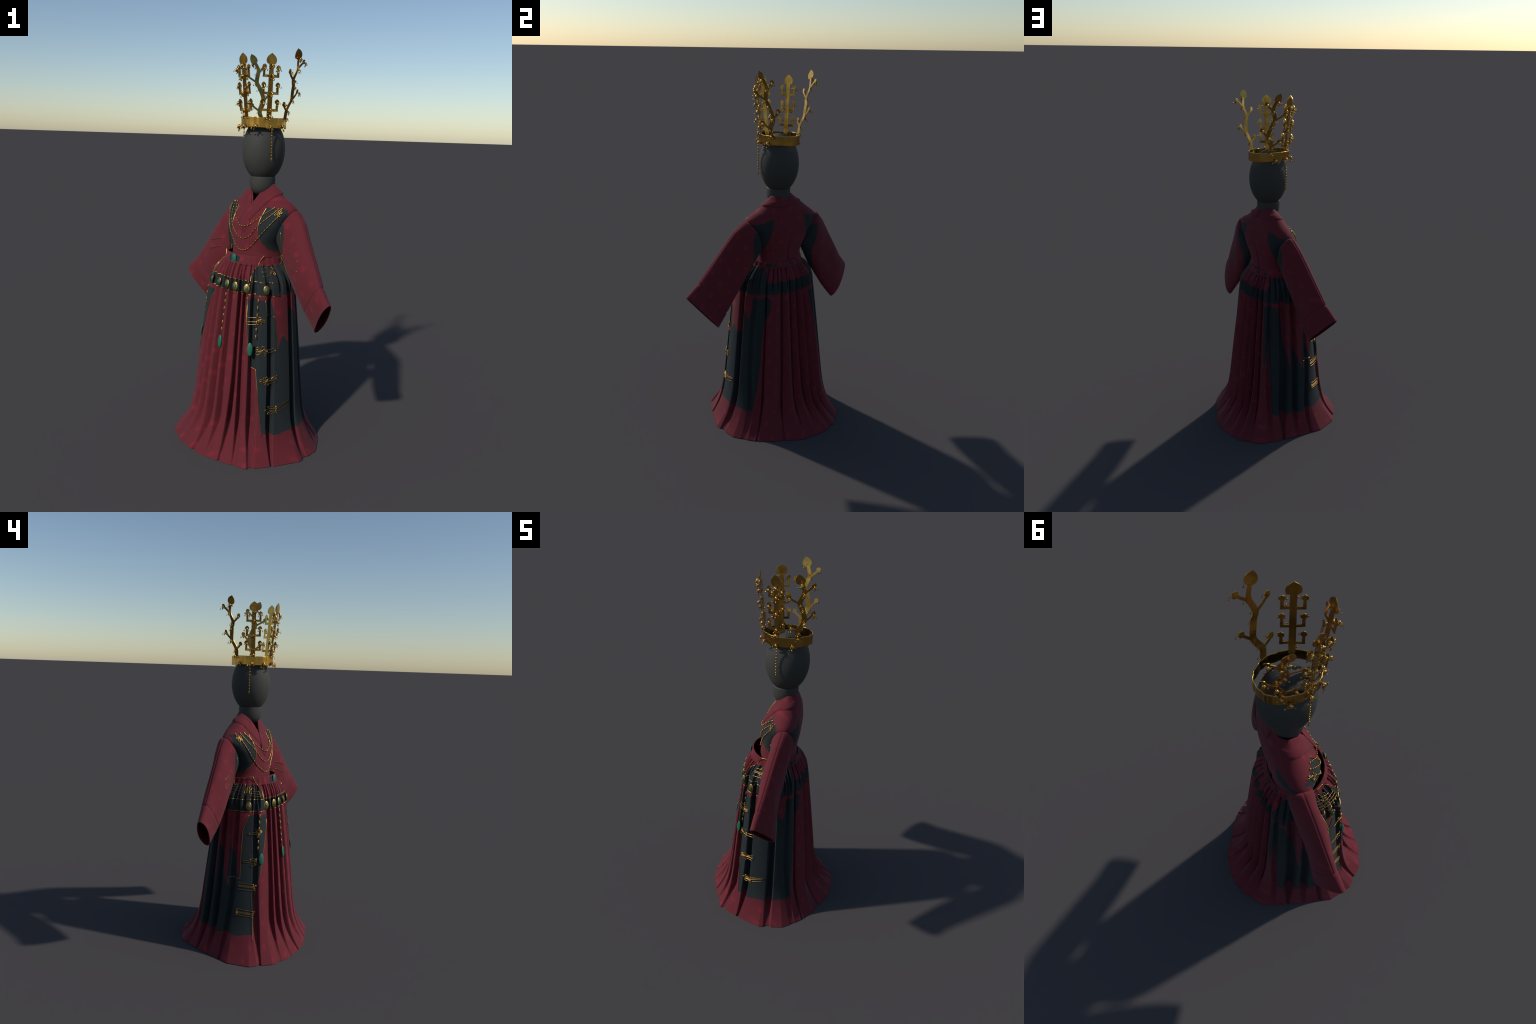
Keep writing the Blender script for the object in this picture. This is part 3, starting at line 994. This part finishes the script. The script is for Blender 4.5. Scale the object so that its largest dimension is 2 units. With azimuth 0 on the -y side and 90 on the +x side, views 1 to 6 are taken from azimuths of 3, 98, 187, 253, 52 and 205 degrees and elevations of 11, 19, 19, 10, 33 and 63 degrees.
def on_skirt(az, z):
    def f(s, t, off):
        s, t = s * 1.35, t * 1.2
        r = ridge_radius(az, z)
        return bridge_point(az + degrees(s / r), z + t, off)
    return f
def flower(s=0, t=0, k=1.0):
    return [(.021 * k, .013 * k, radians(a), s, t) for a in (12, 62, 140, 215, 305)]
def butterfly(d, s=0, t=0, k=1.0):
    base = 0 if d > 0 else 180
    return [(.026 * k, .012 * k, radians(base + a), s, t) for a in (-8, 8)] + [(.018 * k, .012 * k, radians(base + a), s, t) for a in (48, -48, 100, -95)]
K = [
    (69, .936, [(-.030, .012, .012, .016), (-.030, .014, .004, .006), (-.030, .014, .000, .002), (-.028, .016, -.014, -.009), (-.008, .016, .016, .026)],
     [(.018, .010, radians(250), .014, .016), (.014, .010, radians(60), .010, .002), (.014, .009, radians(200), .014, .002), (.016, .008, radians(285), .014, .004)]),
    (53, .709, [(-.044, .0, .006, .012), (-.044, .0, -.010, -.006), (-.042, .0, -.020, -.018), (-.044, -.044, -.020, -.008)], butterfly(1)),
    (58, .558, [(.008, .046, .002, .010), (.008, .046, -.008, -.003), (.046, .050, .010, .004), (.050, .046, .004, -.003)], flower(-.004, 0, 1.1) + [(.02, .013, radians(170), -.004, 0)]),
    (65, .409, [(-.010, .030, .004, .018), (-.010, .032, -.002, .008), (-.010, .032, -.004, .003), (-.012, .028, -.012, -.009), (.030, .034, .020, .004), (.030, .030, .010, -.010)], butterfly(-1, -.008, 0) + [(.018, .012, radians(25), .010, .006)]),
    (72, .262, [(.002, .058, .010, .024), (.002, .058, .002, .018), (.004, .056, -.012, .004), (.058, .060, .024, .020), (.0, .002, -.022, .016)],
     [(.046, .011, radians(182), .004, .000), (.036, .010, radians(165), .004, .004), (.038, .011, radians(196), .004, -.006), (.014, .009, radians(80), .0, .0), (.014, .009, radians(275), .0, -.004)]),
    (-66, .938, [(-.085, .012, .020, .004), (-.085, .046, .010, -.006), (-.085, .048, .000, -.016), (-.040, .048, -.014, -.026), (.048, .044, -.026, .002), (-.010, .030, .014, .004)],
     [(.022, .016, radians(110), -.006, .004), (.020, .014, radians(60), .004, .0), (.018, .012, radians(250), -.006, .004), (.016, .012, radians(290), .006, .0)]),
    (-52, .709, [(-.010, .014, .016, .012)], [(.044, .012, radians(176), .010, -.004), (.028, .012, radians(10), -.006, .006), (.024, .010, radians(20), .0, .0), (.016, .008, radians(262), .004, -.004)]),
    (-56, .551, [(-.042, .006, .004, .0), (-.042, .008, -.004, -.010), (-.042, -.042, .004, -.004)],
     [(.026, .012, radians(170), .010, .008), (.018, .010, radians(200), .010, -.014), (.018, .010, radians(80), .008, -.002), (.020, .010, radians(265), .010, .004)]),
    (-62, .407, [(-.040, .024, .020, .010), (-.040, .024, .010, .001), (-.040, .024, .006, -.002), (-.040, .024, .002, -.005), (-.040, .024, -.010, -.018), (.024, .025, .014, -.020)],
     [(.012, .008, radians(60), .026, .0), (.012, .008, radians(285), .026, -.004), (.012, .008, radians(10), .024, .004)]),
    (-63, .256, [(-.038, .030, .022, .010), (-.038, .030, .010, .0), (-.038, .030, .006, -.004), (-.038, .030, .002, -.007), (-.038, .030, -.006, -.016), (.030, .031, .010, -.018), (-.038, -.0385, .022, -.008)],
     [(.012, .008, radians(80), .030, .0), (.012, .008, radians(100), -.038, .0), (.012, .008, radians(270), -.038, .004)]),
]
for az, z, bars, petals in K:
    cord_knot(on_skirt(az, z), bars, petals, "cord_knot", SKIRT)

# ------------------------------------------------------------ chest ornaments
def torso_path(pts, off, per=10):
    """3D guide points pulled onto the jacket"""
    out = []
    for p in spline(pts, per):
        hit, nor, _, _ = TBVH.find_nearest(p)
        c = Vector((0, .07, hit.z))
        if nor.dot(hit - c) < 0: nor = -nor
        top, n2, _, _ = CLOTH.ray_cast(hit + nor * .04, -nor)
        out.append((top if top else hit) + nor * off)
    return out
g = Geo()
EDGE = [(1.243, .104), (1.2, .098), (1.16, .096), (1.12, .100), (1.09, .105), (1.06, .117), (1.03, .133), (1.012, .14)]
for s in (1, -1):
    pts = []
    for i in range(40):
        z = 1.243 - .205 * i / 39
        x = interp(z, EDGE[::-1])
        a, yf, yb, yc, n = torso_row(z)
        pts.append(on_torso(s * min(x, a * .985), z, .0012))
    g.tube(pts, .0016)
    # piping down the inner edge of the sleeve
    pts = []
    for i in range(40):
        t = i / 39
        sv = .01 + .42 * t
        th = pi - interp(sv, [(0, 1.55), (.1, 1.1), (.2, .70), (.34, .36), (.43, .05)])
        pts.append(sleeve_point(s, sv, th, -.0012))
    g.tube(pts, .0016)
    # two stitched bars on the front of the sleeve
    for k in (0, 1):
        pts = []
        for i in range(12):
            t = i / 11
            x, z = lerp(.262, .345, t), lerp(1.042, 1.014, t) - k * .048
            # find the sleeve parameter by search on the front face
            best = None
            for a in range(0, 80):
                for b in range(6, 40):
                    if (a + b) % 2: continue
                    p = sleeve_point(s, .1 + .6 * a / 79, pi * b / 46, -.001)
                    d = (abs(p.x) - x) ** 2 + (p.z - z) ** 2
                    if best is None or d < best[0]: best = (d, p)
            pts.append(best[1])
        q = [pts[0].lerp(pts[-1], i / 11) for i in range(12)]
        for i in range(12): q[i].y = min(pts[i].y, lerp(pts[0].y, pts[-1].y, i / 11)) - .0015
        g.tube(q, .0015)
g.build("jacket_piping", [GOLD], JACKET)

STRANDS = [
    [(-.134, .011, 1.256), (-.118, -.005, 1.232), (-.092, -.03, 1.195), (-.062, -.046, 1.168), (-.03, -.056, 1.149), (.004, -.057, 1.142), (.045, -.05, 1.155), (.085, -.035, 1.19), (.12, -.01, 1.22), (.152, .004, 1.252)],
    [(-.161, .019, 1.255), (-.145, .0, 1.22), (-.120, -.04, 1.178), (-.088, -.055, 1.138), (-.045, -.06, 1.098), (.004, -.061, 1.081), (.05, -.058, 1.100), (.09, -.05, 1.145), (.135, -.025, 1.195), (.160, -.01, 1.225), (.179, .0, 1.253)],
    [(-.189, .034, 1.255), (-.172, .01, 1.215), (-.150, -.02, 1.165), (-.120, -.04, 1.112), (-.080, -.052, 1.066), (-.035, -.056, 1.032), (.006, -.056, 1.021), (.045, -.055, 1.035), (.09, -.052, 1.080), (.135, -.045, 1.130), (.168, -.02, 1.178), (.186, .0, 1.210), (.198, .005, 1.245)]]
for st in STRANDS:
    pts = torso_path(st, .0034)
    g = Geo()
    g.tube(pts, .0013)
    acc, nxt = 0, .0
    for a, b in zip(pts, pts[1:]):
        acc += (b - a).length
        if acc >= nxt:
            g.ball(b, .0036, 8, 6); nxt += .0195
    g.ball(pts[0], .0034, 8, 6); g.ball(pts[-1], .0034, 8, 6)
    g.build("chest_chain", [GOLD], JACKET)
for s in (1, -1):
    def f(a, b, off, s=s):
        return on_torso(s * (.180 + a), 1.222 + b, .003 + off)
    cord_knot(f, [(.0, .004, -.006, -.045), (-.008, .014, .004, .026)], flower(0, 0, .8), "shoulder_knot", JACKET, .0011)
    def f2(a, b, off, s=s):
        p = sleeve_point(s, .16, pi - .62, -.003)
        return p + Vector((a * s, -off, b))
    cord_knot(f2, [], [(.016, .012, radians(90), 0, 0), (.016, .010, radians(80), -.003, .012), (.016, .012, radians(275), 0, 0), (.016, .010, radians(260), -.003, -.010)], "sleeve_knot", JACKET)

for s in SPANGLES:
    bpy.data.objects.remove(s)
